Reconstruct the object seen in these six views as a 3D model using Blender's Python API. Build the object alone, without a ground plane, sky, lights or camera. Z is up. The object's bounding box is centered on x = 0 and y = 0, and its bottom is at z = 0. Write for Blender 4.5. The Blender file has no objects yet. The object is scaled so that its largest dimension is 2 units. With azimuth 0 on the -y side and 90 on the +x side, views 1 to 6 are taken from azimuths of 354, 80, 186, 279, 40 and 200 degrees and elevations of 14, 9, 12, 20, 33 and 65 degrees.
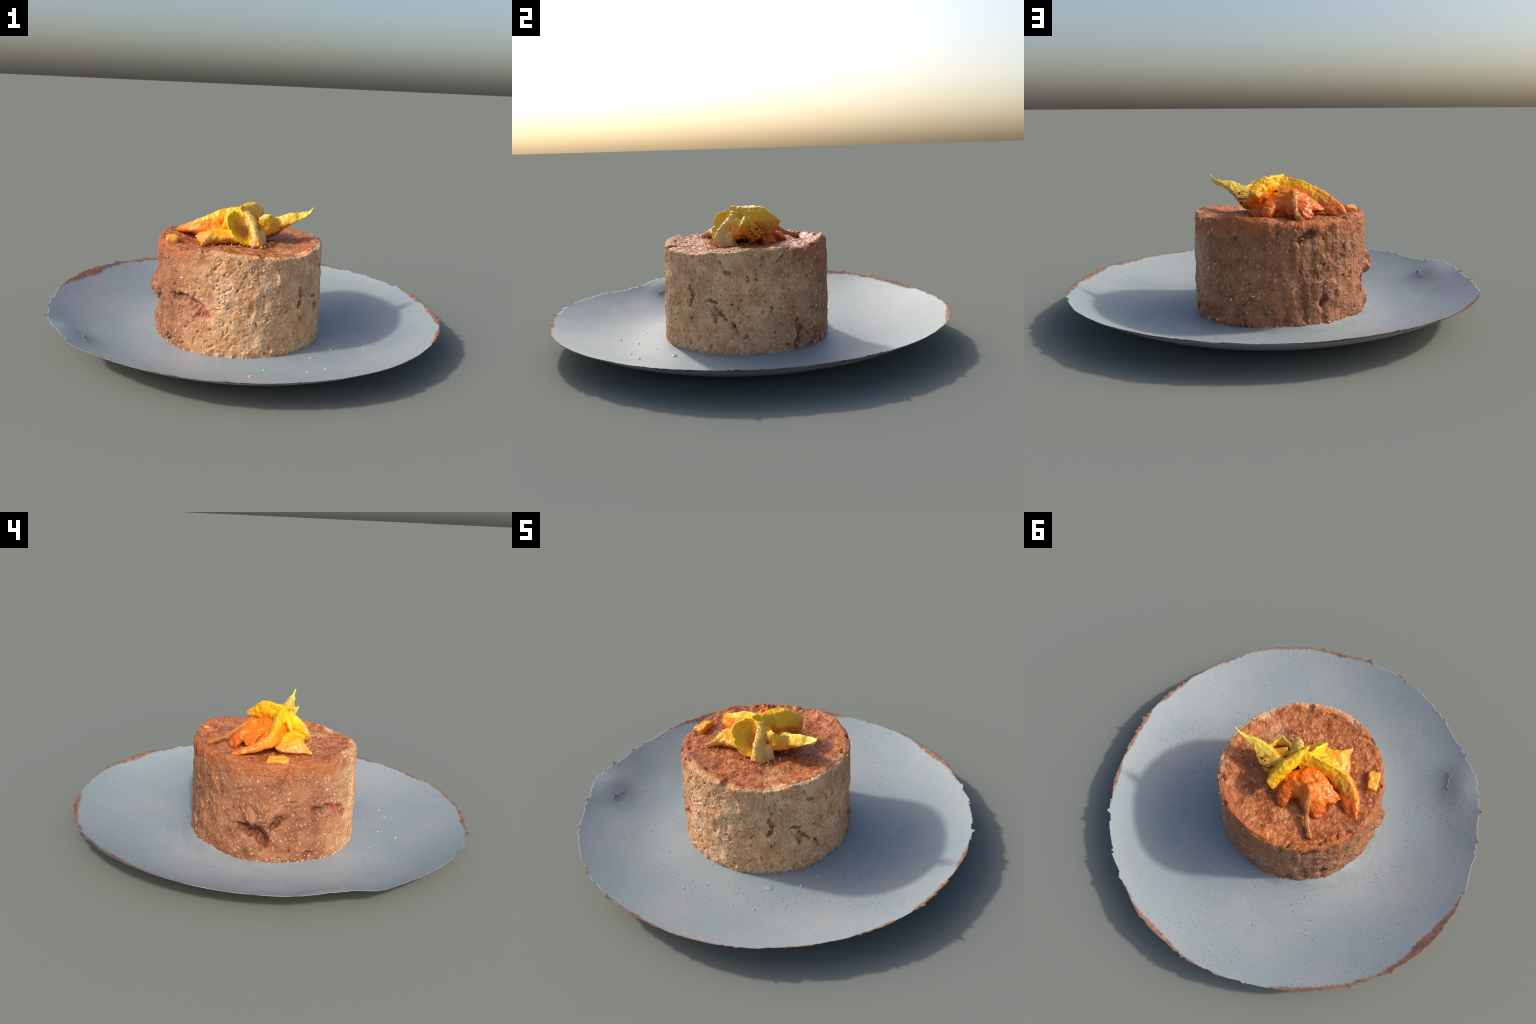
"""A moulded grain cake topped with fried yellow fruit peel, on a hand-made grey plate."""
import bpy, bmesh, math, random
import numpy as np
from mathutils import Vector

SEED = 11
TAU = 2 * math.pi

# ------------------------------------------------------------------ noise ---
def _hash(ix, iy, iz, seed):
    h = (ix.astype(np.int64) * 374761393 + iy.astype(np.int64) * 668265263
         + iz.astype(np.int64) * 2147483647 + seed * 144665) & 0xFFFFFFFF
    h = ((h ^ (h >> 13)) * 1274126177) & 0xFFFFFFFF
    h = ((h ^ (h >> 16)) * 2246822519) & 0xFFFFFFFF
    return ((h ^ (h >> 15)) & 0xFFFFFF) / float(0xFFFFFF) * 2 - 1


def vnoise(P, scale=1.0, seed=0):
    """smooth value noise in [-1, 1] at points P (n,3)"""
    Q = np.asarray(P, float) * scale
    I = np.floor(Q)
    F = Q - I
    F = F * F * F * (F * (F * 6 - 15) + 10)
    I = I.astype(np.int64)
    out = 0
    for dx in (0, 1):
        wx = F[:, 0] if dx else 1 - F[:, 0]
        for dy in (0, 1):
            wy = F[:, 1] if dy else 1 - F[:, 1]
            for dz in (0, 1):
                wz = F[:, 2] if dz else 1 - F[:, 2]
                out = out + wx * wy * wz * _hash(I[:, 0] + dx, I[:, 1] + dy, I[:, 2] + dz, seed)
    return out


def fbm(P, scale, octaves=3, seed=0, gain=0.5):
    a, s, tot, norm = 1.0, scale, 0, 0
    for o in range(octaves):
        tot = tot + a * vnoise(P, s, seed + 17 * o)
        norm += a
        a *= gain
        s *= 2.03
    return tot / norm


def smooth(x, a, b):
    t = np.clip((np.asarray(x, float) - a) / (b - a), 0, 1)
    return t * t * (3 - 2 * t)


def fourier(t, c):
    v = np.full_like(t, c[0])
    for i in range(1, (len(c) + 1) // 2):
        v = v + c[2 * i - 1] * np.cos(i * t) + c[2 * i] * np.sin(i * t)
    return v


# ---------------------------------------------------------------- objects ---
def collection_link(ob, parent=None):
    bpy.context.scene.collection.objects.link(ob)
    if parent is not None:
        ob.parent = parent
    return ob


def mesh_object(name, verts, faces, mat, parent=None, smooth_shade=True):
    me = bpy.data.meshes.new(name)
    me.from_pydata([tuple(v) for v in verts], [], [tuple(f) for f in faces])
    me.validate()
    me.update()
    if smooth_shade:
        me.polygons.foreach_set("use_smooth", np.ones(len(me.polygons), bool))
    if mat is not None:
        me.materials.append(mat)
    return collection_link(bpy.data.objects.new(name, me), parent)


def grid_faces(rows, cols, wrap):
    """quads of a rows x cols vertex grid; wrap joins the last column to the first"""
    c = np.arange(cols if wrap else cols - 1)
    r = np.arange(rows - 1)
    R, C = np.meshgrid(r, c, indexing="ij")
    C2 = (C + 1) % cols
    return np.stack([R * cols + C, R * cols + C2, (R + 1) * cols + C2, (R + 1) * cols + C], -1).reshape(-1, 4)


def catmull(ctrl, n, closed=False):
    """Catmull-Rom through ctrl (m, ...), n samples"""
    P = np.asarray(ctrl, float)
    m = len(P)
    if closed:
        u = np.linspace(0, m, n, endpoint=False)
        i = np.floor(u).astype(int)
        t = u - i
        p0, p1, p2, p3 = (P[(i + k) % m] for k in (-1, 0, 1, 2))
    else:
        u = np.linspace(0, m - 1, n)
        i = np.minimum(np.floor(u).astype(int), m - 2)
        t = u - i
        ext = np.concatenate([[2 * P[0] - P[1]], P, [2 * P[-1] - P[-2]]])
        p0, p1, p2, p3 = (ext[i + k] for k in range(4))
    t = t.reshape((-1,) + (1,) * (P.ndim - 1))
    return 0.5 * (2 * p1 + (p2 - p0) * t + (2 * p0 - 5 * p1 + 4 * p2 - p3) * t * t
                  + (3 * p1 - p0 - 3 * p2 + p3) * t ** 3)


def grid_normals(G, wrap=False):
    if wrap:
        du = np.roll(G, -1, 1) - np.roll(G, 1, 1)
    else:
        du = np.gradient(G, axis=1)
    dv = np.gradient(G, axis=0)
    n = np.cross(du, dv)
    return n / np.maximum(np.linalg.norm(n, axis=-1, keepdims=True), 1e-9)


def warp(V, seed, amp=0.006):
    """bend and crinkle a shape with smooth vector noise"""
    W = np.stack([fbm(V, 17, 2, seed + k) for k in (61, 62, 63)], -1)
    C = np.stack([fbm(V, 52, 2, seed + k) for k in (64, 65, 66)], -1)
    return V + amp * W + amp * 0.75 * C


def roughen(V, N, amp, scale, seed, octaves=3):
    return V + N * (amp * fbm(V, scale, octaves, seed))[:, None]


def loft(name, sections, mat, parent, nu=40, nv=60, amp=0.003, scale=40, seed=1, sharp=0.0, bend=0.006):
    """closed solid through ring sections (each a list of the same number of points)"""
    S = np.asarray(sections, float)
    ring = np.stack([catmull(s, nu, closed=True) for s in S])
    if sharp:
        lin = []
        for s in S:
            u = np.linspace(0, len(s), nu, endpoint=False)
            i = np.floor(u).astype(int)
            t = (u - i)[:, None]
            lin.append(s[i % len(s)] * (1 - t) + s[(i + 1) % len(s)] * t)
        ring = ring * (1 - sharp) + np.stack(lin) * sharp
    G = catmull(ring, nv)
    N = grid_normals(G, wrap=True)
    cen = G.mean(1, keepdims=True)
    if np.sum(N * (G - cen)) < 0:
        N = -N
    V = warp(roughen(G.reshape(-1, 3), N.reshape(-1, 3), amp, scale, seed), seed, bend)
    F = [list(f) for f in grid_faces(nv, nu, True)]
    V = np.concatenate([V, V[:nu].mean(0)[None], V[-nu:].mean(0)[None]])
    a, b = len(V) - 2, len(V) - 1
    for j in range(nu):
        F.append([(j + 1) % nu, j, a])
        F.append([(nv - 1) * nu + j, (nv - 1) * nu + (j + 1) % nu, b])
    ob = mesh_object(name, V, F, mat, parent)
    fix_normals(ob)
    return ob


def sheet(name, rows, thick, mat, parent, nu=46, nv=46, amp=0.002, scale=45, seed=1, ragged=0.004, edge=0.35):
    """a curved slab of real thickness through a small grid of control points"""
    C = np.asarray(rows, float)
    G = catmull(C, nv)
    G = np.swapaxes(catmull(np.swapaxes(G, 0, 1), nu), 0, 1)
    flat = G.reshape(-1, 3)
    u = np.linspace(0, 1, nu)[None, :].repeat(nv, 0)
    v = np.linspace(0, 1, nv)[:, None].repeat(nu, 1)
    d = np.minimum(np.minimum(u, 1 - u), np.minimum(v, 1 - v))
    near = 1 - smooth(d, 0.0, 0.16)
    jit = np.stack([fbm(flat, 55, 3, seed + k) for k in (3, 5, 7)], -1).reshape(G.shape)
    G = G + jit * (ragged * near)[..., None]
    N = grid_normals(G)
    bump = fbm(G.reshape(-1, 3), scale, 3, seed).reshape(nv, nu)
    tk = thick * (edge + (1 - edge) * np.sqrt(np.clip(d / 0.14, 0, 1))) * (1 + 0.25 * bump)
    wob = (fbm(G.reshape(-1, 3), 16, 2, seed + 9).reshape(nv, nu) * amp * 2.0 + bump * amp)
    A = G + N * (tk / 2 + wob)[..., None]
    B = G - N * (tk / 2 - wob)[..., None]
    V = warp(np.concatenate([A.reshape(-1, 3), B.reshape(-1, 3)]), seed)
    f = grid_faces(nv, nu, False)
    n = nu * nv
    F = [list(q) for q in f] + [list(q[::-1] + n) for q in f]
    idx = np.arange(n).reshape(nv, nu)
    loop = list(idx[0, :-1]) + list(idx[:-1, -1]) + list(idx[-1, :0:-1]) + list(idx[:0:-1, 0])
    for a, b in zip(loop, loop[1:] + loop[:1]):
        F.append([b, a, a + n, b + n])
    ob = mesh_object(name, V, F, mat, parent)
    fix_normals(ob)
    return ob


def fix_normals(ob):
    bm = bmesh.new()
    bm.from_mesh(ob.data)
    bmesh.ops.remove_doubles(bm, verts=bm.verts, dist=1e-6)
    bmesh.ops.recalc_face_normals(bm, faces=bm.faces)
    bm.to_mesh(ob.data)
    bm.free()


def fuse(name, parts, mat, parent, voxel=0.004, smooth_iter=3, amp=0.004, scale=50, seed=3):
    """weld overlapping solids into one organic lump"""
    bm = bmesh.new()
    for p in parts:
        bm.from_mesh(p.data)
    me = bpy.data.meshes.new(name)
    bm.to_mesh(me)
    bm.free()
    for p in parts:
        bpy.data.objects.remove(p, do_unlink=True)
    ob = collection_link(bpy.data.objects.new(name, me))
    m = ob.modifiers.new("weld", "REMESH")
    m.mode = "VOXEL"
    m.voxel_size = voxel
    m.use_smooth_shade = True
    s = ob.modifiers.new("soften", "SMOOTH")
    s.iterations = smooth_iter
    s.factor = 0.5
    dg = bpy.context.evaluated_depsgraph_get()
    new = bpy.data.meshes.new_from_object(ob.evaluated_get(dg))
    ob.modifiers.clear()
    ob.data = new
    n = len(new.vertices)
    V = np.empty(n * 3)
    new.vertices.foreach_get("co", V)
    V = V.reshape(-1, 3)
    N = np.empty(n * 3)
    new.vertices.foreach_get("normal", N)
    N = N.reshape(-1, 3)
    V = roughen(V, N, amp, scale, seed)
    V = roughen(V, N, amp * 0.8, scale * 3.2, seed + 4, 2)
    new.vertices.foreach_set("co", V.ravel())
    new.materials.clear()
    new.materials.append(mat)
    new.polygons.foreach_set("use_smooth", np.ones(len(new.polygons), bool))
    new.update()
    new.name = name
    ob.parent = parent
    return ob


def weld_and_split(parts, voxel, smooth_iter, amp, scale, seed, fillers=()):
    """melt touching pieces into one skin, then hand every face back to the piece it came from,
    so that the pieces stay separate objects but show no seam"""
    from mathutils.bvhtree import BVHTree
    trees = []
    for p in parts:
        me = p.data
        trees.append(BVHTree.FromPolygons([v.co.copy() for v in me.vertices], [list(f.vertices) for f in me.polygons]))
    info = [(p.name, p.data.materials[0], p.parent) for p in parts]
    skin = fuse("skin", list(parts) + list(fillers), info[0][1], None, voxel, smooth_iter, amp, scale, seed)
    me = skin.data
    V = np.empty(len(me.vertices) * 3)
    me.vertices.foreach_get("co", V)
    V = V.reshape(-1, 3)
    N = np.empty(len(me.vertices) * 3)
    me.vertices.foreach_get("normal", N)
    N = N.reshape(-1, 3)
    groups = {k: [] for k in range(len(parts))}
    for f in me.polygons:
        c = f.center
        best = min(range(len(trees)), key=lambda k: (trees[k].find_nearest(c)[3] if trees[k].find_nearest(c)[3] is not None else 9))
        groups[best].append(list(f.vertices))
    bpy.data.objects.remove(skin, do_unlink=True)
    for k, fs in groups.items():
        if not fs:
            continue
        name, mat, parent = info[k]
        used = sorted({i for f in fs for i in f})
        remap = {i: q for q, i in enumerate(used)}
        ob = mesh_object(name, V[used], [[remap[i] for i in f] for f in fs], mat, parent)
        ob.data.normals_split_custom_set_from_vertices([tuple(N[i]) for i in used])


# -------------------------------------------------------------- materials ---
def srgb(r, g, b):
    f = lambda c: (c / 255 / 12.92) if c / 255 <= 0.04045 else ((c / 255 + 0.055) / 1.055) ** 2.4
    return (f(r), f(g), f(b), 1.0)


class Nodes:
    """small helper that wires procedural shader nodes"""

    def __init__(self, name):
        self.mat = bpy.data.materials.new(name)
        self.mat.use_nodes = True
        self.t = self.mat.node_tree
        self.t.nodes.clear()
        self.coord = self.new("ShaderNodeTexCoord").outputs["Object"]

    def new(self, kind, **props):
        n = self.t.nodes.new(kind)
        for k, v in props.items():
            setattr(n, k, v)
        return n

    def put(self, socket, value):
        if isinstance(value, bpy.types.NodeSocket):
            self.t.links.new(value, socket)
        else:
            socket.default_value = value

    def scaled(self, s, loc=(0, 0, 0)):
        m = self.new("ShaderNodeMapping")
        self.put(m.inputs["Vector"], self.coord)
        m.inputs["Scale"].default_value = s if isinstance(s, tuple) else (s, s, s)
        m.inputs["Location"].default_value = loc
        return m.outputs[0]

    def noise(self, scale, detail=3, rough=0.55, vec=None, dist=0.0):
        n = self.new("ShaderNodeTexNoise")
        self.put(n.inputs["Vector"], vec if vec is not None else self.coord)
        n.inputs["Scale"].default_value = scale
        n.inputs["Detail"].default_value = detail
        n.inputs["Roughness"].default_value = rough
        n.inputs["Distortion"].default_value = dist
        return n.outputs["Fac"]

    def voronoi(self, scale, feature="F1", out="Distance", vec=None, rnd=1.0):
        n = self.new("ShaderNodeTexVoronoi", feature=feature)
        self.put(n.inputs["Vector"], vec if vec is not None else self.coord)
        n.inputs["Scale"].default_value = scale
        n.inputs["Randomness"].default_value = rnd
        return n.outputs[out]

    def ramp(self, fac, a, b, lo=0.0, hi=1.0):
        m = self.new("ShaderNodeMapRange", interpolation_type="SMOOTHSTEP")
        self.put(m.inputs["Value"], fac)
        for k, v in (("From Min", a), ("From Max", b), ("To Min", lo), ("To Max", hi)):
            m.inputs[k].default_value = v
        return m.outputs[0]

    def math(self, op, a, b=None, c=None):
        n = self.new("ShaderNodeMath", operation=op)
        for s, v in zip(n.inputs, (a, b, c)):
            if v is not None:
                self.put(s, v)
        return n.outputs[0]

    def mix(self, fac, a, b):
        n = self.new("ShaderNodeMix", data_type="RGBA")
        self.put(n.inputs[0], fac)
        self.put(n.inputs[6], a)
        self.put(n.inputs[7], b)
        return n.outputs[2]

    def xyz(self):
        n = self.new("ShaderNodeSeparateXYZ")
        self.put(n.inputs[0], self.coord)
        return n.outputs

    def blob(self, centre, size, soft=0.5, vec=None):
        """1 inside an ellipsoid, 0 outside, soft border"""
        m = self.new("ShaderNodeVectorMath", operation="SUBTRACT")
        self.put(m.inputs[0], vec if vec is not None else self.coord)
        m.inputs[1].default_value = centre
        d = self.new("ShaderNodeVectorMath", operation="DIVIDE")
        self.put(d.inputs[0], m.outputs[0])
        d.inputs[1].default_value = size if isinstance(size, tuple) else (size,) * 3
        l = self.new("ShaderNodeVectorMath", operation="LENGTH")
        self.put(l.inputs[0], d.outputs[0])
        return self.ramp(l.outputs["Value"], 1.0 + soft, 1.0 - soft)

    def finish(self, color, rough=0.6, bump=None, bump_d=0.002, strength=0.6, **kw):
        p = self.new("ShaderNodeBsdfPrincipled")
        self.put(p.inputs["Base Color"], color)
        self.put(p.inputs["Roughness"], rough)
        for k, v in kw.items():
            self.put(p.inputs[k.replace("_", " ")], v)
        if bump is not None:
            b = self.new("ShaderNodeBump")
            b.inputs["Strength"].default_value = strength
            b.inputs["Distance"].default_value = bump_d
            self.put(b.inputs["Height"], bump)
            self.put(p.inputs["Normal"], b.outputs[0])
        o = self.new("ShaderNodeOutputMaterial")
        self.t.links.new(p.outputs[0], o.inputs["Surface"])
        return self.mat


# ------------------------------------------------------------------ sizes ---
CAKE_C = np.array([-0.0345, -0.003])          # cake axis
RIM_Z = [0.1416, -0.0076, 0.0066]             # plate rim plane (slight tilt)
RIM_R = [0.9965, 0.0, 0.0, -0.0005, -0.0033, 0.0013, 0.006, -0.0026, -0.0039, 0.0026, -0.0019,
         -0.0006, 0.0013, 0.0007, -0.0011, -0.0024, -0.0002]
TOP_Z = [0.4918, -0.0021, 0.0013, 0.001, 0.0062, 0.0012, 0.003, 0.0023, -0.0063, 0.0028, 0.0007]
TOP_R = [0.4055, 0.0, 0.0, 0.0024, 0.0047, -0.0005, 0.003, -0.0003, -0.0002, 0.0002, 0.001]


def plate_profile(r):
    """height of the plate's upper face at relative radius r (0 centre, 1 rim)"""
    flat, floor = 0.565, 0.0054
    t = np.clip((r - flat) / (1 - flat), 0, None)
    return floor + (RIM_Z[0] - floor) * t ** 1.86


def plate_height(x, y):
    r = np.hypot(x, y)
    return plate_profile(r / 0.999) + (RIM_Z[1] * x + RIM_Z[2] * y) * smooth(r, 0.45, 0.95) + plate_dents(x, y)


def plate_dents(x, y):
    """thumb marks and a swelling in the west wall of the dish"""
    g = lambda cx, cy, sx, a: a * np.exp(-((x - cx) ** 2 + (y - cy) ** 2) / (2 * sx * sx))
    return g(-0.855, -0.340, 0.060, 0.018) + g(-0.825, -0.440, 0.065, 0.020) + g(-0.76, -0.58, 0.085, -0.010) + g(-0.80, -0.13, 0.07, -0.007)


# ------------------------------------------------------------------ plate ---
def material_glaze():
    n = Nodes("grey_stoneware_glaze")
    x, y, z = n.xyz()
    r = n.math("SQRT", n.math("ADD", n.math("MULTIPLY", x, x), n.math("MULTIPLY", y, y)))
    # cool and warm clouds of the glaze
    cloud = n.noise(2.3, 3, 0.5)
    col = n.mix(n.ramp(cloud, 0.35, 0.68), srgb(145, 156, 158), srgb(158, 162, 163))  # greys darker than the lit glaze, part of the scan's shading averaged in
    col = n.mix(n.ramp(n.noise(7, 4), 0.45, 0.75, 0, 0.35), col, srgb(140, 160, 166))
    # dark iron specks, fine and coarse, clustered
    clus = n.ramp(n.noise(5.5, 2), 0.32, 0.62)
    for sc, size, keep in ((95, 0.30, 0.72), (52, 0.22, 0.72)):
        d = n.voronoi(sc)
        wn = n.new("ShaderNodeTexWhiteNoise", noise_dimensions="3D")
        n.put(wn.inputs["Vector"], n.voronoi(sc, out="Position"))
        pick = n.math("GREATER_THAN", wn.outputs["Value"], keep)
        m = n.math("MULTIPLY", n.ramp(d, size, size * 0.45), n.math("MULTIPLY", pick, clus))
        col = n.mix(n.math("MULTIPLY", m, 0.85), col, srgb(70, 68, 64))
    # bare brown clay along the edge, broken up where the glaze ran over it
    frag = n.noise(3.2, 2, 0.5)
    streak = n.noise(60, 3, 0.7)
    edge = n.math("ADD", r, n.math("ADD", n.math("MULTIPLY", frag, 0.10), n.math("MULTIPLY", streak, 0.03)))
    clay = n.mix(n.ramp(n.noise(25, 3), 0.35, 0.65), srgb(122, 88, 70), srgb(154, 114, 92))
    bare = n.ramp(edge, 1.055, 1.066)
    col = n.mix(bare, col, clay)
    rough = n.ramp(bare, 0, 1, 0.55, 0.85)
    return n.finish(col, rough, n.noise(40, 4), 0.002, 0.25)


def build_plate(parent):
    mat = material_glaze()
    rng = np.random.default_rng(SEED)
    na = 1440
    th = np.linspace(0, TAU, na, endpoint=False)
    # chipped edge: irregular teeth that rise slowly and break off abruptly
    teeth = np.zeros(na)
    a = 0.0
    while a < TAU:
        w = rng.choice([rng.uniform(0.018, 0.045), rng.uniform(0.05, 0.16)], p=[0.6, 0.4])
        h0, h1 = rng.uniform(-0.005, 0.003), rng.uniform(0.0, 0.012)
        if rng.random() < 0.5:
            h0, h1 = h1, h0
        m = (th >= a) & (th < a + w)
        t = (th[m] - a) / w
        teeth[m] = h0 + (h1 - h0) * t
        a += w
    # a few single long teeth
    for az in (195, 200, 207, 215, 229, 262, 300, 136, 124, 22, 348):
        k = np.abs((np.degrees(th) - az + 180) % 360 - 180)
        teeth = np.maximum(teeth, 0.018 * (1 - k / 1.0))
    teeth += 0.0012 * fbm(np.stack([np.cos(th), np.sin(th), 0 * th], -1), 60, 2, 5)
    Rb = fourier(th, RIM_R)
    rel = np.concatenate([np.linspace(0, 0.50, 30)[1:], np.linspace(0.50, 0.955, 70)[1:], np.linspace(0.955, 1, 12)[1:]])
    rows = []
    for s in rel:
        R = Rb * s + teeth * smooth(s, 0.955, 1.0)
        x, y = R * np.cos(th) - 0.003 * s, R * np.sin(th) + 0.0065 * s
        rows.append(np.stack([x, y, plate_height(x, y)], -1))
    top = np.stack(rows)
    top[-1] = np.clip(top[-1], -1.0, 1.0)
    P = top.reshape(-1, 3)
    P[:, 2] += 0.0012 * fbm(P, 7, 3, 21)
    top = P.reshape(top.shape)
    # the under face follows at the wall's thickness, thinning to the edge
    thick = 0.0035 * (1 - 0.25 * smooth(rel, 0.7, 1.0))
    N = grid_normals(top, wrap=True)
    if N[..., 2].mean() < 0:
        N = -N
    low = top - N * thick[:, None, None]
    low[-1] = top[-1] * np.array([0.999, 0.999, 1]) - np.array([0, 0, 0.0024])
    low[..., 2] = np.maximum(low[..., 2], 0.0)
    n = len(rel) * na
    V = np.concatenate([top.reshape(-1, 3), low.reshape(-1, 3), [[0, 0, top[0, :, 2].mean()]], [[0, 0, low[0, :, 2].mean()]]])
    f = grid_faces(len(rel), na, True)
    F = [list(q) for q in f] + [list(q[::-1] + n) for q in f]
    last = (len(rel) - 1) * na
    for j in range(na):
        k = (j + 1) % na
        F.append([last + j, last + k, last + k + n, last + j + n][::-1])
        F.append([j, 2 * n, k])
        F.append([j + n, k + n, 2 * n + 1])
    ob = mesh_object("dish", V, F, mat, parent)
    fix_normals(ob)

    # a short crack in the glaze of the west wall
    crack = Nodes("glaze_crack").finish(srgb(134, 146, 150), 0.6)
    pts = [(-0.785, -0.345), (-0.772, -0.372), (-0.776, -0.388), (-0.766, -0.405), (-0.770, -0.425), (-0.752, -0.448)]
    sec = []
    for i, (x, y) in enumerate(pts):
        w = 0.0035 if 0 < i < len(pts) - 1 else 0.001
        zz = float(plate_height(np.array(x), np.array(y)))
        sec.append([(x - w, y, zz - 0.002), (x, y - w * 0.4, zz + 0.0022), (x + w, y, zz - 0.002), (x, y, zz - 0.004)])
    loft("glaze_crack", sec, crack, parent, nu=10, nv=40, amp=0.002, scale=150, seed=8)

    # drops, a puddle of juice, and stray crumbs lying in the dish
    wet = Nodes("clear_juice").finish(srgb(158, 166, 168), 0.3)
    for k, (x, y, s) in enumerate([(0.297, -0.41, 0.017), (0.437, -0.203, 0.018), (0.448, 0.236, 0.008), (-0.12, -0.55, 0.007)]):
        drop(x, y, s, wet, parent, k)
    sn = Nodes("pale_sauce")
    sauce = sn.finish(sn.mix(sn.ramp(sn.noise(16, 4), 0.38, 0.66), srgb(148, 157, 157), srgb(140, 147, 145)), 0.5)
    puddle(sauce, parent)
    crumb = Nodes("stray_crumb").finish(srgb(226, 214, 200), 0.6)
    V, F = [], []
    spots = [(0.636, -0.18), (0.408, -0.31), (0.168, -0.485), (0.242, -0.607), (0.334, -0.569), (-0.149, -0.529), (0.569, -0.321),
             (0.25, -0.59), (0.60, 0.29), (-0.02, -0.66), (0.05, -0.57)]
    for x, y in spots:
        s = rng.uniform(0.003, 0.0065)
        z = float(plate_height(np.array(x), np.array(y)))
        add_grain(V, F, (x, y, z + s * 0.4), rng, s, s * 0.8, s * 0.6)
    ob = mesh_object("crumb", V, F, crumb, parent)
    ob["kind"] = "stuff"


def drop(x, y, s, mat, parent, k):
    z = float(plate_height(np.array(x), np.array(y)))
    rel = np.linspace(0.02, 1, 10)
    th = np.linspace(0, TAU, 28, endpoint=False)
    wob = 1 + 0.12 * np.cos(2 * th + k) + 0.06 * np.cos(3 * th)
    G = np.stack([np.stack([x + s * r * wob * np.cos(th), y + s * r * wob * np.sin(th),
                            z + 0.25 * s * np.sqrt(max(0, 1 - r * r)) + 0 * th - 0.0005], -1) for r in rel])
    V = np.concatenate([G.reshape(-1, 3), [[x, y, z + 0.25 * s]], [[x, y, z - 0.002]]])
    F = [list(q) for q in grid_faces(10, 28, True)]
    for j in range(28):
        F.append([(j + 1) % 28, j, 280])
        F.append([252 + j, 252 + (j + 1) % 28, 281])
    fix_normals(mesh_object("juice_drop", V, F, mat, parent))


def puddle(mat, parent):
    """pool of pale juice around the cake's west and north foot, banked up against the north side"""
    nt, nr = 220, 22
    deg = np.linspace(70, 208, nt)
    az = np.radians(deg)
    ends = np.sin(np.linspace(0, math.pi, nt)) ** 0.6
    w = 0.058 * ends * (1 + 0.14 * np.sin(np.linspace(0, 15, nt)) + 0.04 * np.sin(np.linspace(0, 41, nt))) + 0.004
    bank = 0.018 * smooth(deg, 74, 92) * (1 - smooth(deg, 138, 172))
    rows = []
    for v in np.linspace(0, 1, nr):
        R = 0.40 + (w + 0.016) * v
        x, y = CAKE_C[0] + R * np.cos(az), CAKE_C[1] - 0.004 + R * np.sin(az)
        h = 0.004 * max(0.0, 1 - v ** 2) - 0.0002 + bank * (1 - v) ** 1.8
        q = np.stack([x, y, plate_height(x, y) + h], -1)
        q[:, 2] += 0.001 * (1 - v) * fbm(q, 25, 2, 33)
        rows.append(q)
    T = np.stack(rows)
    B = T.copy()
    B[..., 2] = plate_height(T[..., 0], T[..., 1]) - 0.002
    n = nt * nr
    f = grid_faces(nr, nt, False)
    F = [list(q) for q in f] + [list(q[::-1] + n) for q in f]
    idx = np.arange(n).reshape(nr, nt)
    loop = list(idx[0, :-1]) + list(idx[:-1, -1]) + list(idx[-1, :0:-1]) + list(idx[:0:-1, 0])
    for a, b in zip(loop, loop[1:] + loop[:1]):
        F.append([b, a, a + n, b + n])
    fix_normals(mesh_object("sauce_puddle", np.concatenate([T.reshape(-1, 3), B.reshape(-1, 3)]), F, mat, parent))


ICO_V = None


def add_grain(V, F, pos, rng, a, b, c, frame=None):
    """append one rounded grain with half-axes a, b, c to the lists"""
    global ICO_V
    if ICO_V is None:
        bm = bmesh.new()
        bmesh.ops.create_icosphere(bm, subdivisions=1, radius=1)
        ICO_V = (np.array([v.co[:] for v in bm.verts]), [[v.index for v in f.verts] for f in bm.faces])
        bm.free()
    P = ICO_V[0] * np.array([a, b, c]) * (1 + rng.uniform(-0.18, 0.18, (len(ICO_V[0]), 1)))
    if frame is None:
        q = rng.normal(size=(3, 3))
        frame = np.linalg.qr(q)[0]
    P = P @ np.asarray(frame) + np.asarray(pos)
    base = len(V)
    V.extend(P.tolist())
    F.extend([[i + base for i in f] for f in ICO_V[1]])


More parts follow.
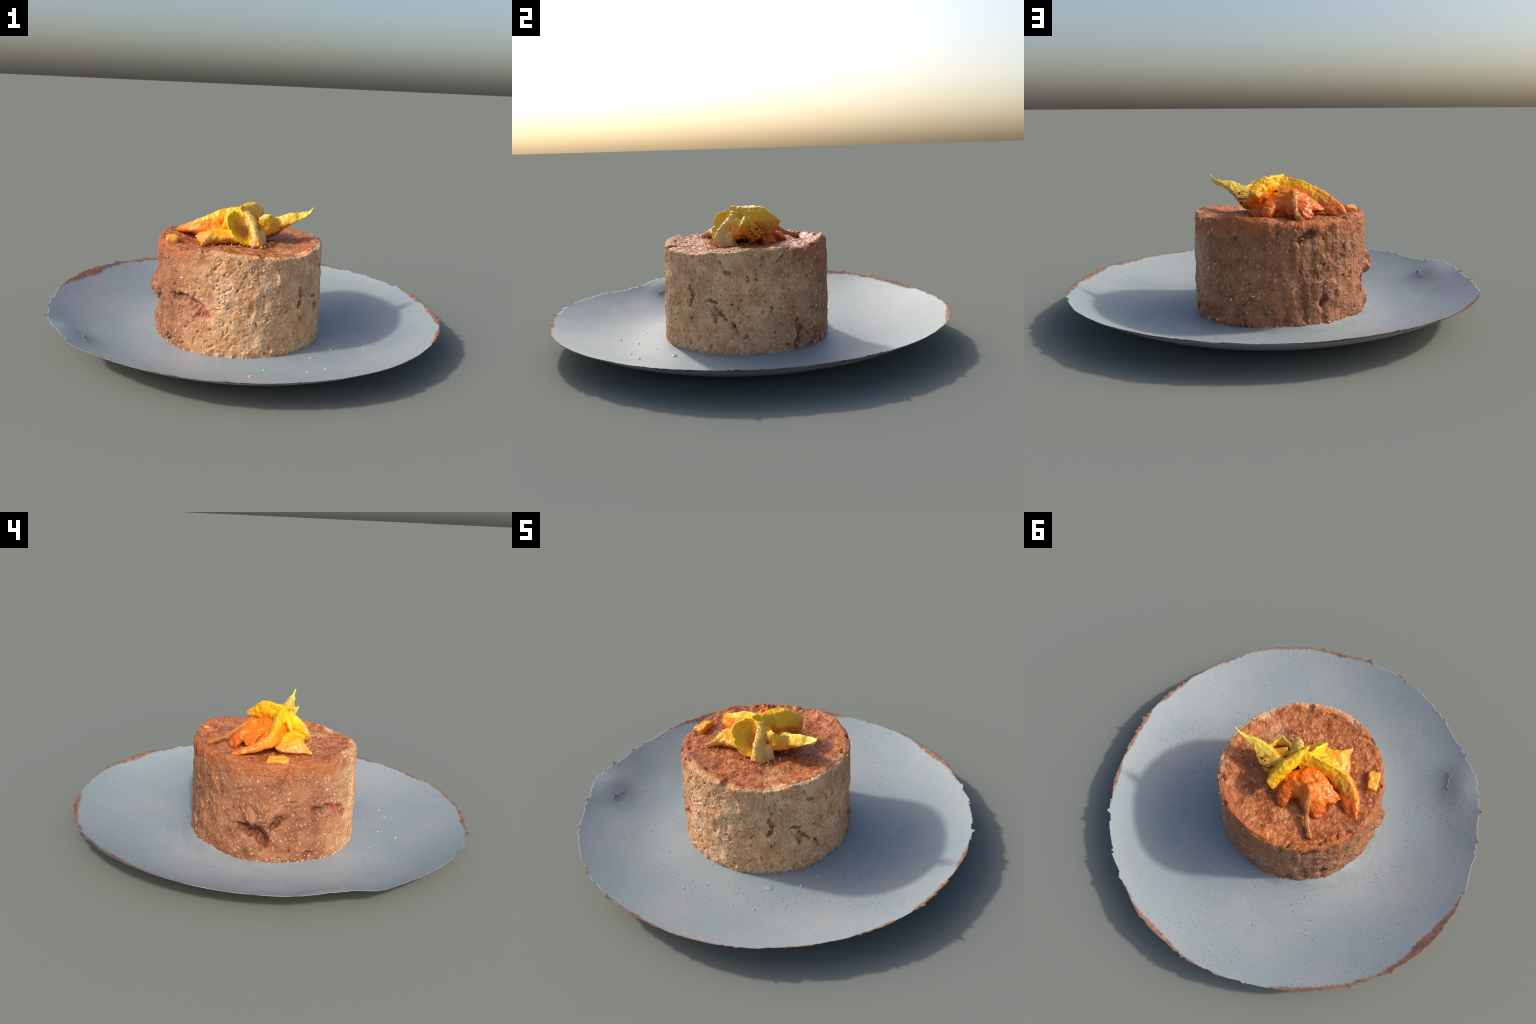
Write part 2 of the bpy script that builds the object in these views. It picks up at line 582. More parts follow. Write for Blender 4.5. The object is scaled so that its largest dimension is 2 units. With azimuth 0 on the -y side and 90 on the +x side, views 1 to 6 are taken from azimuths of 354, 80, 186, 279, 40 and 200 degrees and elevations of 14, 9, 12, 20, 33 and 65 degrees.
# ------------------------------------------------------------------- cake ---
# strokes pressed into (-) or raised from (+) the wall: points (azimuth deg, height), half width, depth
STROKES = [
    ([(-140, .264), (-132, .272), (-126, .262), (-120, .235), (-114, .192)], .018, -.020),   # pink gash
    ([(-141, .285), (-131, .292), (-124, .285)], .014, .008),
    ([(-123, .188), (-121, .205)], .016, .010),
    ([(-107, .293), (-102, .27)], .018, .007),
    ([(-73, .400), (-70, .380)], .013, -.014),
    ([(-68, .392), (-68, .365)], .010, .006),
    ([(-84, .236), (-86, .215)], .013, -.007),
    ([(-43, .43), (-48, .33)], .008, -.007), ([(-46, .29), (-48, .25)], .007, -.008),                           # crack
    ([(-35, .24), (-29, .15)], .005, -.008),
    ([(-159, .475), (-163, .40)], .015, -.012), ([(-165, .36), (-166, .30)], .012, -.005),                      # crevice under the cube
    ([(-170, .46), (-170, .40)], .016, .008),
    ([(-178, .268), (-176, .238), (175, .222)], .027, .034),                                   # west swelling
    ([(171, .176), (178, .164), (-177, .140), (-176, .105)], .023, -.056),     # cavity
    ([(-171, .185), (-165, .225)], .014, -.026),
    ([(178.5, .078), (176, .06)], .024, .018),
    ([(-168, .268)], .022, .008), ([(163, .157), (165, .13)], .018, .012),
    ([(-150, .24), (-150, .19)], .008, .007), ([(-155, .24), (-155, .19)], .006, -.008),
    ([(-146, .044), (-147, .02)], .014, -.022), ([(-143, .03)], .010, -.014), ([(-122, .09), (-122, .06)], .009, -.006),
    ([(-49, .315), (-48, .27), (-49.5, .23)], .008, -.014),
    ([(-35, .262), (-29, .254)], .006, -.013), ([(-30, .225), (-29, .208)], .010, -.014), ([(-27, .20), (-24, .168)], .0075, -.015),
    ([(-19, .158), (-17, .13)], .008, -.014), ([(-16.5, .112), (-15, .104)], .010, -.014), ([(-12, .094), (-9, .092)], .007, -.012), ([(-23, .398), (-19.5, .388)], .007, -.012),
    ([(-58, .31), (-55, .26)], .006, -.006), ([(-12, .31), (-14, .25)], .005, -.006), ([(4, .27), (8, .23), (6, .18)], .006, -.008),
    ([(24, .14), (26, .09), (24, .02)], .016, -.016), ([(31, .10), (33, .03)], .014, .010),
    ([(40, .08), (42, .03)], .012, -.012), ([(56, .39), (57, .36)], .018, -.012),
    ([(117, .437), (113, .425), (108, .41)], .015, -.020), ([(93, .485), (94, .45)], .018, -.013),
    ([(126, .145), (124, .12)], .016, -.022), ([(149, .24), (148, .22)], .010, -.012), ([(119, .26), (120, .23)], .010, -.010),
    ([(133, .20), (138, .15)], .016, .006), ([(110, .14), (112, .05)], .014, -.014), ([(100, .10), (98, .04)], .012, -.012),
    ([(84, .12), (86, .05)], .014, -.010), ([(70, .07), (72, .02)], .016, -.010), ([(150, .40), (152, .34)], .012, -.006),
    ([(60, .22), (64, .18)], .02, -.006), ([(140, .33), (136, .30)], .014, -.008),
]


def wall_relief(az, z, torn):
    """radial offset from the strokes: torn ones show wet crumb inside, the others are dents and lumps"""
    out = np.zeros_like(az)
    Q = np.stack([0.41 * np.cos(az), 0.41 * np.sin(az), z], -1)
    az = az + (0.012 * fbm(Q, 22, 3, 71) + 0.011 * fbm(Q, 60, 3, 72)) / 0.41
    z = z + 0.012 * fbm(Q, 22, 3, 73) + 0.011 * fbm(Q, 60, 3, 74)
    for pts, w, depth in STROKES:
        ripped = depth < 0 and (w <= 0.0085 or abs(depth) >= 0.016) and depth > -0.07
        if ripped != torn:
            continue
        best = np.full_like(az, 9.0)
        P = [((a, b)) for a, b in pts]
        if len(P) == 1:
            P = P * 2
        for (a0, z0), (a1, z1) in zip(P, P[1:]):
            d1 = (a1 - a0 + 180) % 360 - 180
            dx = np.radians((np.degrees(az) - a0 + 180) % 360 - 180) * 0.41
            ex, ez = math.radians(d1) * 0.41, z1 - z0
            L = ex * ex + ez * ez + 1e-12
            t = np.clip((dx * ex + (z - z0) * ez) / L, 0, 1)
            best = np.minimum(best, np.hypot(dx - t * ex, z - z0 - t * ez))
        out += depth * np.exp(-(best / w) ** 2 * 0.9)
    return out


def random_pits(az, z):
    """many small torn holes in the crumb, thicker on the dry south-east"""
    rng = np.random.default_rng(SEED + 2)
    out = np.zeros_like(az)
    s = az * 0.415
    full = TAU * 0.415
    jx = 0.004 * fbm(np.stack([np.cos(az), np.sin(az), z * 2.4], -1), 60, 2, 81)
    jz = 0.004 * fbm(np.stack([np.cos(az), np.sin(az), z * 2.4], -1), 60, 2, 82)
    count = 0
    while count < 260:
        a = rng.uniform(0, TAU)
        if rng.random() > 0.30 + 0.70 * smooth(math.cos(a + 0.45), -0.2, 0.7):
            continue
        zc = rng.uniform(0.02, 0.47)
        w = rng.uniform(0.0022, 0.0048)
        L = w * rng.uniform(1.2, 4.0)
        t = rng.normal(1.3, 0.6)
        depth = -rng.uniform(0.006, 0.014)
        m = np.abs(z - zc) < 4 * L + 0.01
        dx = (s[m] - a * 0.415 + full / 2) % full - full / 2 + jx[m]
        dz = z[m] - zc + jz[m]
        u = (dx * math.cos(t) + dz * math.sin(t)) / L
        v = (-dx * math.sin(t) + dz * math.cos(t)) / w
        out[m] += depth * np.exp(-(u * u + v * v))
        count += 1
    return out


def material_pit():
    n = Nodes("syrup_in_the_pits")
    x, y, z = n.xyz()
    wet = n.ramp(n.math("ADD", n.math("ADD", n.math("MULTIPLY", x, -1.6), n.math("MULTIPLY", y, 1.76)),
                        n.math("MULTIPLY", n.math("SUBTRACT", n.noise(6, 4), 0.5), 0.9)), -0.72, 0.16)
    col = n.mix(n.ramp(n.noise(30, 3), 0.35, 0.65), srgb(150, 86, 36), srgb(190, 124, 68))
    col = n.mix(wet, col, n.mix(n.ramp(n.noise(26, 3), 0.35, 0.65), srgb(96, 54, 34), srgb(132, 80, 52)))  # deeper brown so the west cavity reads dark
    gash = n.math("MAXIMUM", n.blob((-0.268, -0.345, 0.255), (0.06, 0.06, 0.03), 0.4), n.blob((-0.222, -0.362, 0.215), (0.045, 0.05, 0.05), 0.4))
    col = n.mix(gash, col, n.mix(n.ramp(n.noise(35, 2), 0.4, 0.6), srgb(162, 92, 64), srgb(186, 116, 90)))
    return n.finish(col, 0.5, n.noise(110, 3), 0.005, 0.4)


def material_cake():
    n = Nodes("moulded_grain_cake")
    x, y, z = n.xyz()
    geo = n.new("ShaderNodeNewGeometry")
    # ---- wall: tan south-east, red-brown west; the north painted that dark for its shade
    wet = n.ramp(n.math("ADD", n.math("ADD", n.math("MULTIPLY", x, -1.6), n.math("MULTIPLY", y, 1.76)),
                        n.math("MULTIPLY", n.math("SUBTRACT", n.noise(6, 4), 0.5), 0.9)), -0.72, 0.16)
    dry_c = n.mix(n.ramp(n.noise(11, 4, 0.6), 0.36, 0.66), srgb(213, 153, 104), srgb(242, 194, 148))  # tan warmed and toned between the sunlit front and shaded east
    dry_c = n.mix(n.ramp(n.noise(6, 2), 0.52, 0.66, 0, 0.5), dry_c, srgb(196, 158, 120))
    red_brown_c = n.mix(n.ramp(n.noise(13, 4, 0.6), 0.34, 0.66), srgb(134, 84, 56), srgb(168, 112, 78))
    col = n.mix(wet, dry_c, red_brown_c)
    # syrup running orange-brown into pits and cracks
    vein = n.ramp(n.noise(15, 5, 0.62, dist=0.6), 0.60, 0.70)
    col = n.mix(n.math("MULTIPLY", vein, 0.55), col, srgb(170, 98, 46))
    for c, s in (((0.325, -0.195, 0.197), (0.035, 0.03, 0.04)), ((0.352, -0.127, 0.125), (0.035, 0.025, 0.035)),
                 ((0.235, -0.312, 0.27), (0.025, 0.025, 0.05)), ((0.315, -0.225, 0.257), (0.03, 0.035, 0.012)),
                 ((0.345, -0.150, 0.392), (0.03, 0.03, 0.012)), ((-0.445, -0.04, 0.125), (0.035, 0.045, 0.045))):
        m = n.math("MULTIPLY", n.blob(c, s, 0.6), n.ramp(n.noise(45, 3), 0.38, 0.55))
        col = n.mix(n.math("MULTIPLY", m, 0.7), col, srgb(142, 74, 28))
    gash = n.math("MAXIMUM", n.blob((-0.268, -0.345, 0.255), (0.05, 0.05, 0.022), 0.4), n.blob((-0.222, -0.362, 0.215), (0.035, 0.04, 0.04), 0.4))
    col = n.mix(n.math("MULTIPLY", gash, 0.5), col, srgb(186, 108, 84))
    # pale grains and slivers
    for sc, vs, lo, hi, keep, amt, c in ((90, (1, 1, 0.7), 0.40, 0.18, 0.58, 0.85, srgb(240, 214, 178)),
                                         (50, (1, 1, 0.6), 0.34, 0.16, 0.74, 0.85, srgb(236, 216, 184)),
                                         (120, (1, 1, 0.8), 0.40, 0.2, 0.58, 0.62, srgb(158, 98, 54))):
        vec = n.scaled(vs)
        wob = n.new("ShaderNodeVectorMath", operation="ADD")
        n.put(wob.inputs[0], vec)
        nn = n.new("ShaderNodeTexNoise")
        nn.inputs["Scale"].default_value = 60
        n.put(nn.inputs["Vector"], n.coord)
        sc_v = n.new("ShaderNodeVectorMath", operation="SCALE")
        n.put(sc_v.inputs[0], nn.outputs["Color"])
        sc_v.inputs["Scale"].default_value = 0.012
        n.put(wob.inputs[1], sc_v.outputs[0])
        v = wob.outputs[0]
        wn = n.new("ShaderNodeTexWhiteNoise", noise_dimensions="3D")
        n.put(wn.inputs["Vector"], n.voronoi(sc, out="Position", vec=v))
        pick = n.math("GREATER_THAN", wn.outputs["Value"], keep)
        m = n.math("MULTIPLY", n.ramp(n.voronoi(sc, vec=v), lo, hi), pick)
        col = n.mix(n.math("MULTIPLY", m, n.math("SUBTRACT", amt, n.math("MULTIPLY", wet, amt * 0.65))), col, c)
    # ---- syrup-soaked top: everything inside the pale rim of the upper face
    dx = n.math("SUBTRACT", x, float(CAKE_C[0]))
    dy = n.math("SUBTRACT", y, float(CAKE_C[1]))
    rad = n.math("SQRT", n.math("ADD", n.math("MULTIPLY", dx, dx), n.math("MULTIPLY", dy, dy)))
    edge = n.math("ADD", rad, n.math("ADD", n.math("MULTIPLY", n.math("SUBTRACT", n.noise(9, 3), 0.5), 0.10),
                                     n.math("MULTIPLY", n.math("SUBTRACT", n.noise(45, 3), 0.5), 0.05)))
    high = n.ramp(z, 0.455, 0.478)
    soak = n.math("MULTIPLY", n.ramp(edge, 0.396, 0.366), high)
    red = n.mix(n.ramp(n.noise(17, 5, 0.65), 0.36, 0.64), srgb(148, 72, 32), srgb(194, 118, 66))
    red = n.mix(n.ramp(n.noise(44, 4, 0.6), 0.52, 0.68, 0, 0.75), red, srgb(218, 158, 112))
    col = n.mix(soak, col, red)
    # amber line where the syrup stops, and stains below the rim
    amber = n.math("MULTIPLY", n.ramp(edge, 0.365, 0.388), n.ramp(edge, 0.412, 0.392))
    col = n.mix(n.math("MULTIPLY", n.math("MULTIPLY", amber, high), n.ramp(n.noise(8, 2), 0.42, 0.66, 0, 0.75)), col, srgb(206, 118, 40))
    drip = n.math("MULTIPLY", n.ramp(n.math("ADD", z, n.math("MULTIPLY", n.noise(1, 3, vec=n.scaled((34, 34, 3))), 0.11)), 0.455, 0.53), n.math("SUBTRACT", 1.0, soak))
    col = n.mix(n.math("MULTIPLY", n.math("MULTIPLY", drip, wet), 0.6), col, srgb(178, 96, 48))
    # fine crumb relief
    g = n.math("ADD", n.math("MULTIPLY", n.voronoi(85), -0.6), n.math("MULTIPLY", n.noise(110, 3, 0.6), 0.7))
    rough = n.math("SUBTRACT", 0.74, n.math("MULTIPLY", soak, 0.24))
    rough = n.math("SUBTRACT", rough, n.math("MULTIPLY", wet, 0.14))
    return n.finish(col, rough, g, 0.006, 0.42, Specular_IOR_Level=0.32)


def cake_surface():
    """one closed grid: foot to rim up the wall, then over the rounded edge to the centre"""
    na, side, arc, top = 900, 210, 12, 120
    az = np.linspace(0, TAU, na, endpoint=False)
    zt = fourier(az, TOP_Z)
    rt = fourier(az, TOP_R)
    chamf = 0.013
    rows, kinds = [], []
    for i in range(side):
        t = i / (side - 1)
        z = 0.004 + (zt - chamf - 0.004) * t
        wide = 0.0045 + 0.003 * np.cos(az + 1.3) + (0.0105 + 0.0100 * np.cos(az + 1.45)) * (1 - t) ** 0.8
        rows.append((rt + wide - 0.006 * (1 - smooth(t, 0, 0.06)), z))
        kinds.append((1.0, 0.0))
    for i in range(1, arc + 1):
        a = math.pi / 2 * i / arc
        rows.append((rt + 0.0045 + 0.003 * np.cos(az + 1.3) - chamf * (1 - math.cos(a)), zt - chamf * (1 - math.sin(a))))
        kinds.append((math.cos(a), math.sin(a)))
    for i in range(1, top):
        s = 1 - i / top
        lip = (0.003 + 0.008 * smooth(np.cos(az - 1.66), 0.6, 0.95)) * np.exp(-((1 - s) / 0.06) ** 2)
        rows.append(((rt + 0.0045 + 0.003 * np.cos(az + 1.3) - chamf) * s, zt * s + (1 - s) * TOP_Z[0] + lip - 0.011 * smooth(1 - s, 0.03, 0.26)))
        kinds.append((0.0, 1.0))
    A = np.tile(az, len(rows))
    R = np.concatenate([r for r, _ in rows])
    Z = np.concatenate([z for _, z in rows])
    kr = np.repeat([k[0] for k in kinds], na)
    kz = np.repeat([k[1] for k in kinds], na)
    P = np.stack([CAKE_C[0] + R * np.cos(A), CAKE_C[1] + R * np.sin(A), Z], -1)
    pit = fbm(P, 34, 3, 46)
    wall = 0.006 * fbm(P, 9, 2, 41) + 0.0055 * fbm(P, 24, 3, 42) + 0.0017 * fbm(P, 80, 2, 43) - 0.006 * smooth(pit, 0.34, 0.6)
    # ragged foot
    foot = 1 - smooth(P[:, 2], 0.006, 0.045)
    wall += foot * 0.008 * fbm(P * np.array([1, 1, .4]), 60, 2, 44)
    wall += 0.005 * smooth(np.cos(A + 0.8), 0.7, 1.0)
    # the north-west foot slumps out into the dish
    wall += 0.020 * np.exp(-np.clip(P[:, 2], 0, None) / 0.022) * smooth(np.cos(A - 2.0), 0.72, 0.97) * (1 + 0.5 * fbm(P, 14, 2, 47))
    # vertical pull marks on the shaded north side
    north = smooth(np.sin(A), 0.2, 0.8)
    wall += north * 0.004 * fbm(P * np.array([1, 1, 0.12]), 42, 2, 45)
    cut = wall_relief(A, P[:, 2], True) + random_pits(A, P[:, 2])
    wall += cut + wall_relief(A, P[:, 2], False)
    crest = kz * smooth(R, 0.30, 0.39) * 0.007 * smooth(np.cos(A - 1.66), 0.6, 0.95) + 0.007 * fbm(P, 13, 3, 51) + 0.0040 * fbm(P, 45, 3, 52) + 0.0022 * fbm(P, 100, 2, 53)
    # chipped rim
    edge = smooth(R, 0.33, 0.40) * smooth(Z, 0.46, 0.48)
    crest += edge * (0.009 * fbm(P, 14, 3, 54) - 0.014 * smooth(fbm(P, 22, 2, 55), 0.35, 0.6))
    P[:, 0] += np.cos(A) * wall * kr
    P[:, 1] += np.sin(A) * wall * kr
    P[:, 2] += crest * kz
    return P, na, len(rows), side + arc, np.where(kr > 0.9, cut, 0.0)


def build_cake(parent):
    mat = material_cake()
    P, na, nrow, split, cut = cake_surface()
    pit_mat = material_pit()
    n = len(P)
    floor = np.array([[CAKE_C[0], CAKE_C[1], 0.006]])
    peak = np.array([[CAKE_C[0], CAKE_C[1], P[-na:, 2].mean()]])
    V = np.concatenate([P, peak, floor])
    F = [list(f) for f in grid_faces(nrow, na, True)]
    for j in range(na):
        k = (j + 1) % na
        F.append([(nrow - 1) * na + j, (nrow - 1) * na + k, n])
        F.append([k, j, n + 1])
    whole = bpy.data.meshes.new("whole_cake")
    whole.from_pydata(V.tolist(), [], F)
    whole.update()
    N = np.empty(len(V) * 3)
    whole.vertices.foreach_get("normal", N)
    N = N.reshape(-1, 3)
    bpy.data.meshes.remove(whole)
    # two regions of one skin, sharing their border and its normals
    border = (split - 1) * na
    groups = {"cake_wall": [], "cake_top": []}
    for f in F:
        top = all(i >= border for i in f) and (n + 1) not in f
        groups["cake_top" if top else "cake_wall"].append(f)
    for name, fs in groups.items():
        used = sorted({i for f in fs for i in f})
        remap = {i: k for k, i in enumerate(used)}
        ob = mesh_object(name, V[used], [[remap[i] for i in f] for f in fs], mat, parent)
        if name == "cake_wall":
            ob.data.materials.append(pit_mat)
            full_cut = np.concatenate([cut, [0, 0]])
            speck = fbm(V, 75, 3, 91) * 0.010
            deep = (full_cut + speck) < -0.0074
            idx = np.array([1 if np.count_nonzero(deep[list(f)]) >= 3 else 0 for f in fs], dtype=np.int32)
            ob.data.polygons.foreach_set("material_index", idx)
        ob.data.normals_split_custom_set_from_vertices([tuple(N[i]) for i in used])

    scatter_grains(P, N, na, nrow, split, parent)


def scatter_grains(P, N, na, nrow, split, parent):
    """flakes and grains that stick out of the wall, the foot and the top"""
    rng = np.random.default_rng(SEED + 5)
    cream = grain_material("cream_grain", srgb(214, 168, 120), srgb(234, 202, 160))
    tan = grain_material("tan_grain", srgb(172, 116, 78), srgb(198, 144, 100))
    top = grain_material("syrup_grain", srgb(178, 104, 72), srgb(216, 164, 128))
    jobs = (("flake", cream, 400, 0.0032, 0.0100, "wall"), ("grain", tan, 1000, 0.0026, 0.0055, "wall"),
            ("foot_crumb", cream, 330, 0.003, 0.0075, "foot"), ("top_grain", top, 620, 0.0026, 0.0060, "top"))
    for name, mat, count, lo, hi, where in jobs:
        V, F = [], []
        while count:
            if where == "top":
                row = rng.integers(split + 2, nrow - 8)
                if rng.random() > 1 - (row - split) / (nrow - split):
                    continue
            elif where == "foot":
                row = int(rng.exponential(5)) + 1
                if row > 40:
                    continue
            else:
                row = rng.integers(6, split - 6)
            j = rng.integers(0, na)
            i = row * na + j
            a = j / na * TAU
            p, nn = P[i], N[i]
            # more cream flakes on the drier south-east
            if where == "wall" and mat is cream and rng.random() > 0.14 + 0.86 * smooth(np.cos(a + 0.6), -0.4, 0.6):
                continue
            if where == "foot" and rng.random() > 0.15 + 0.85 * smooth(np.cos(a + 1.1), -0.5, 0.3):
                continue
            t1 = np.cross(nn, rng.normal(size=3))
            t1 /= np.linalg.norm(t1)
            t2 = np.cross(nn, t1)
            s = lo + (hi - lo) * rng.random() ** 2.2
            add_grain(V, F, p + nn * s * 0.05, rng, s * rng.uniform(0.9, 1.6), s * rng.uniform(0.45, 0.85), s * 0.26, np.stack([t1, t2, nn]))
            count -= 1
        V = np.array(V)
        V[:, 2] = np.maximum(V[:, 2], 0.003)
        ob = mesh_object(name, V, F, mat, parent)
        ob["kind"] = "stuff"


def grain_material(name, a, b):
    n = Nodes(name)
    col = n.mix(n.ramp(n.noise(38, 2), 0.35, 0.65), a, b)
    return n.finish(col, 0.5)


# ---------------------------------------------------------------- garnish ---
def material_peel(name, yellow, orange, pale, low=0.55, high=0.62, bias=0.0, char=None, grain=0.35, stain=None):
    """fruit peel: yellow skin running into orange flesh, sugar-pale flecks, optional charring"""
    n = Nodes(name)
    x, y, z = n.xyz()
    s = n.math("ADD", z, n.math("MULTIPLY", n.math("SUBTRACT", n.noise(11, 4, 0.6), 0.5), 0.10 + bias))
    col = n.mix(n.ramp(s, low - 0.025, high + 0.02), orange, yellow)
    col = n.mix(n.ramp(n.noise(19, 3), 0.52, 0.70, 0, 0.5), col, n.mix(0.5, yellow, orange))
    fleck = n.math("MULTIPLY", n.ramp(n.noise(75, 4, 0.65), 0.56, 0.70), n.ramp(n.noise(14, 2), 0.44, 0.62))
    col = n.mix(n.math("MULTIPLY", fleck, grain), col, pale)
    if char is not None:
        c, size = char
        m = n.math("MULTIPLY", n.blob(c, size, 0.25), n.ramp(n.noise(1, 2, vec=n.scaled((30, 75, 110))), 0.56, 0.60))
        col = n.mix(m, col, srgb(42, 36, 30))
    for c, size, tint, amount in (stain or ()):
        m = n.math("MULTIPLY", n.blob(c, size, 0.7), n.ramp(n.noise(28, 3), 0.25, 0.6, 0.3, 1.0))
        col = n.mix(n.math("MULTIPLY", m, amount), col, tint)
    b = n.noise(90, 3, 0.6)
    return n.finish(col, 0.29, b, 0.003, 0.4, Subsurface_Weight=0.05, Subsurface_Radius=(0.03, 0.012, 0.004), Subsurface_Scale=0.5)


def build_garnish(parent):
    Y, Y2 = srgb(250, 188, 14), srgb(252, 204, 34)
    O, R = srgb(216, 112, 12), srgb(206, 84, 16)
    PALE = srgb(232, 206, 140)
    arch_m = material_peel("yellow_peel", Y, O, PALE, 0.555, 0.625, 0.02, char=((0.075, 0.15, 0.60), (0.03, 0.03, 0.02)), grain=0.4, stain=(((.085, .03, .545), (.06, .11, .045), srgb(196, 92, 14), 0.8), ((.03, -.02, .635), (.05, .07, .018), srgb(204, 164, 20), 0.5)))  # second spot dulls the crest to olive, a tinted shade on the yellow
    arc_m = material_peel("orange_peel", Y, srgb(222, 98, 18), PALE, 0.53, 0.62, 0.04, stain=(((-.225, .03, .550), (.05, .06, .035), srgb(200, 172, 50), 0.6), ((-.12, -.07, .56), (.07, .03, .04), srgb(228, 124, 20), 0.6)))  # first spot is shaded yellow painted on the inner face
    cup_m = material_peel("bright_peel", Y2, Y, PALE, 0.50, 0.56, 0.0, grain=0.8, stain=(((-.06, -.11, .575), (.045, .05, .05), srgb(200, 158, 22), 0.6), ((-.012, -.085, .60), (.022, .04, .03), srgb(236, 210, 156), 0.8), ((-.012, -.095, .533), (.050, .05, .034), srgb(156, 88, 26), 0.9)))  # hollow's shadow painted olive and brown, lit upper part by the ridge painted pale
    spike_m = material_peel("sugared_peel", Y, srgb(216, 140, 62), srgb(236, 210, 160), 0.505, 0.56, 0.02, grain=0.8)
    cream_m = material_peel("sugar_crusted_peel", srgb(238, 196, 84), srgb(226, 186, 122), srgb(244, 222, 176), 0.50, 0.60, 0.05, grain=0.9)
    stick_m = material_peel("charred_peel", srgb(238, 204, 74), srgb(232, 150, 34), PALE, 0.56, 0.62, 0.0, char=((0.19, 0.01, 0.54), (0.11, 0.09, 0.055)))
    flesh_m = material_peel("orange_flesh", srgb(234, 118, 18), srgb(178, 70, 22), srgb(222, 150, 70), 0.475, 0.555, 0.05, grain=0.4)
    stalk_m = material_peel("dried_stalk", srgb(206, 132, 54), srgb(166, 98, 46), PALE, 0.49, 0.58, 0.0)

    # big arching slice: outer face, underside and a thick pale top edge
    peel_arch = loft("peel_arch", [
        # outer top,            outer middle,          outer foot,            inner foot,           inner middle,         inner top
        [(-.048, -.084, .658), (-.030, -.070, .640), (-.012, -.062, .600), (-.020, -.030, .590), (-.035, -.045, .630), (-.040, -.060, .656)],
        [(-.030, -.058, .664), (-.002, -.050, .632), (.020, -.040, .565), (.000, .000, .570), (-.030, -.012, .620), (-.035, -.030, .656)],
        [(.008, -.010, .656), (.040, -.006, .620), (.056, -.004, .520), (.020, .030, .540), (-.008, .036, .605), (-.016, .010, .663)],
        [(.047, .060, .658), (.075, .040, .605), (.088, .046, .508), (.050, .075, .525), (.018, .082, .585), (.012, .070, .660)],
        [(.078, .110, .630), (.102, .090, .585), (.104, .082, .510), (.070, .100, .515), (.035, .108, .580), (.040, .112, .622)],
        [(.092, .138, .612), (.104, .126, .582), (.100, .110, .530), (.078, .118, .540), (.050, .138, .578), (.058, .146, .598)],
        [(.072, .158, .592), (.084, .150, .580), (.086, .140, .565), (.070, .142, .568), (.056, .154, .575), (.062, .160, .586)],
    ], arch_m, parent, nu=60, nv=90, amp=0.006, scale=55, seed=4, sharp=0.5)

    # long side ribbon sweeping down to the west, triangular in section
    peel_ribbon = loft("peel_ribbon", [
        # top,                 outer middle,          outer foot,            inner foot,            inner middle
        [(-.030, -.045, .656), (-.030, -.070, .630), (-.040, -.085, .560), (-.030, .010, .560), (-.020, .000, .620)],
        [(-.100, -.036, .652), (-.105, -.058, .610), (-.115, -.075, .530), (-.095, .010, .560), (-.095, -.008, .610)],
        [(-.165, -.029, .630), (-.172, -.052, .590), (-.182, -.070, .515), (-.150, .000, .540), (-.150, -.006, .590)],
        [(-.222, -.030, .604), (-.240, -.044, .570), (-.250, -.050, .525), (-.200, .020, .526), (-.202, -.002, .575)],
        [(-.268, -.014, .580), (-.288, -.022, .552), (-.298, -.018, .522), (-.240, .050, .508), (-.242, .020, .555)],
        [(-.304, .026, .558), (-.326, .024, .540), (-.332, .032, .512), (-.268, .092, .497), (-.278, .056, .538)],
        [(-.334, .078, .534), (-.352, .078, .520), (-.352, .085, .500), (-.296, .126, .488), (-.308, .094, .520)],
        [(-.356, .150, .500), (-.362, .148, .495), (-.360, .152, .484), (-.345, .156, .482), (-.350, .152, .492)],
    ], arc_m, parent, nu=44, nv=90, amp=0.0055, scale=36, seed=6, sharp=0.35)

    # cupped petal facing the south
    peel_cup = sheet("peel_cup", [
        [(-.078, -.090, .645), (-.066, -.070, .640), (-.046, -.058, .638), (-.012, -.062, .632), (.012, -.072, .618)],
        [(-.112, -.140, .620), (-.100, -.098, .604), (-.062, -.062, .592), (-.014, -.070, .592), (.012, -.100, .596)],
        [(-.108, -.164, .580), (-.098, -.124, .566), (-.058, -.070, .552), (-.010, -.084, .550), (.016, -.126, .572)],
        [(-.078, -.176, .532), (-.066, -.148, .522), (-.036, -.104, .518), (.002, -.116, .515), (.030, -.154, .540)],
        [(-.034, -.172, .500), (-.024, -.166, .494), (.000, -.150, .488), (.022, -.150, .486), (.046, -.178, .496)],
    ], 0.014, cup_m, parent, amp=0.002, scale=48, seed=12, ragged=0.006, edge=0.55)
    # shoulder closing the cup's dry side
    ridge = []
    for (px, py, pz), w, d in (((-.012, -.066, .640), .016, .014), ((.004, -.078, .614), .020, .018), ((.015, -.100, .588), .021, .024),
                               ((.022, -.122, .560), .022, .028), ((.031, -.140, .528), .024, .028), ((.036, -.152, .498), .028, .028),
                               ((.037, -.154, .472), .026, .026)):
        ridge.append([(px - w, py - d * .3, pz), (px - w * .2, py - d * .75, pz + d * .5), (px + w, py - d * .1, pz), (px + w * .8, py + d * 1.3, pz - d * .6), (px - w * .6, py + d, pz - d * .6)])
    peel_ridge = loft("peel_ridge", ridge, cream_m, parent, nu=36, nv=50, amp=0.004, scale=60, seed=14)
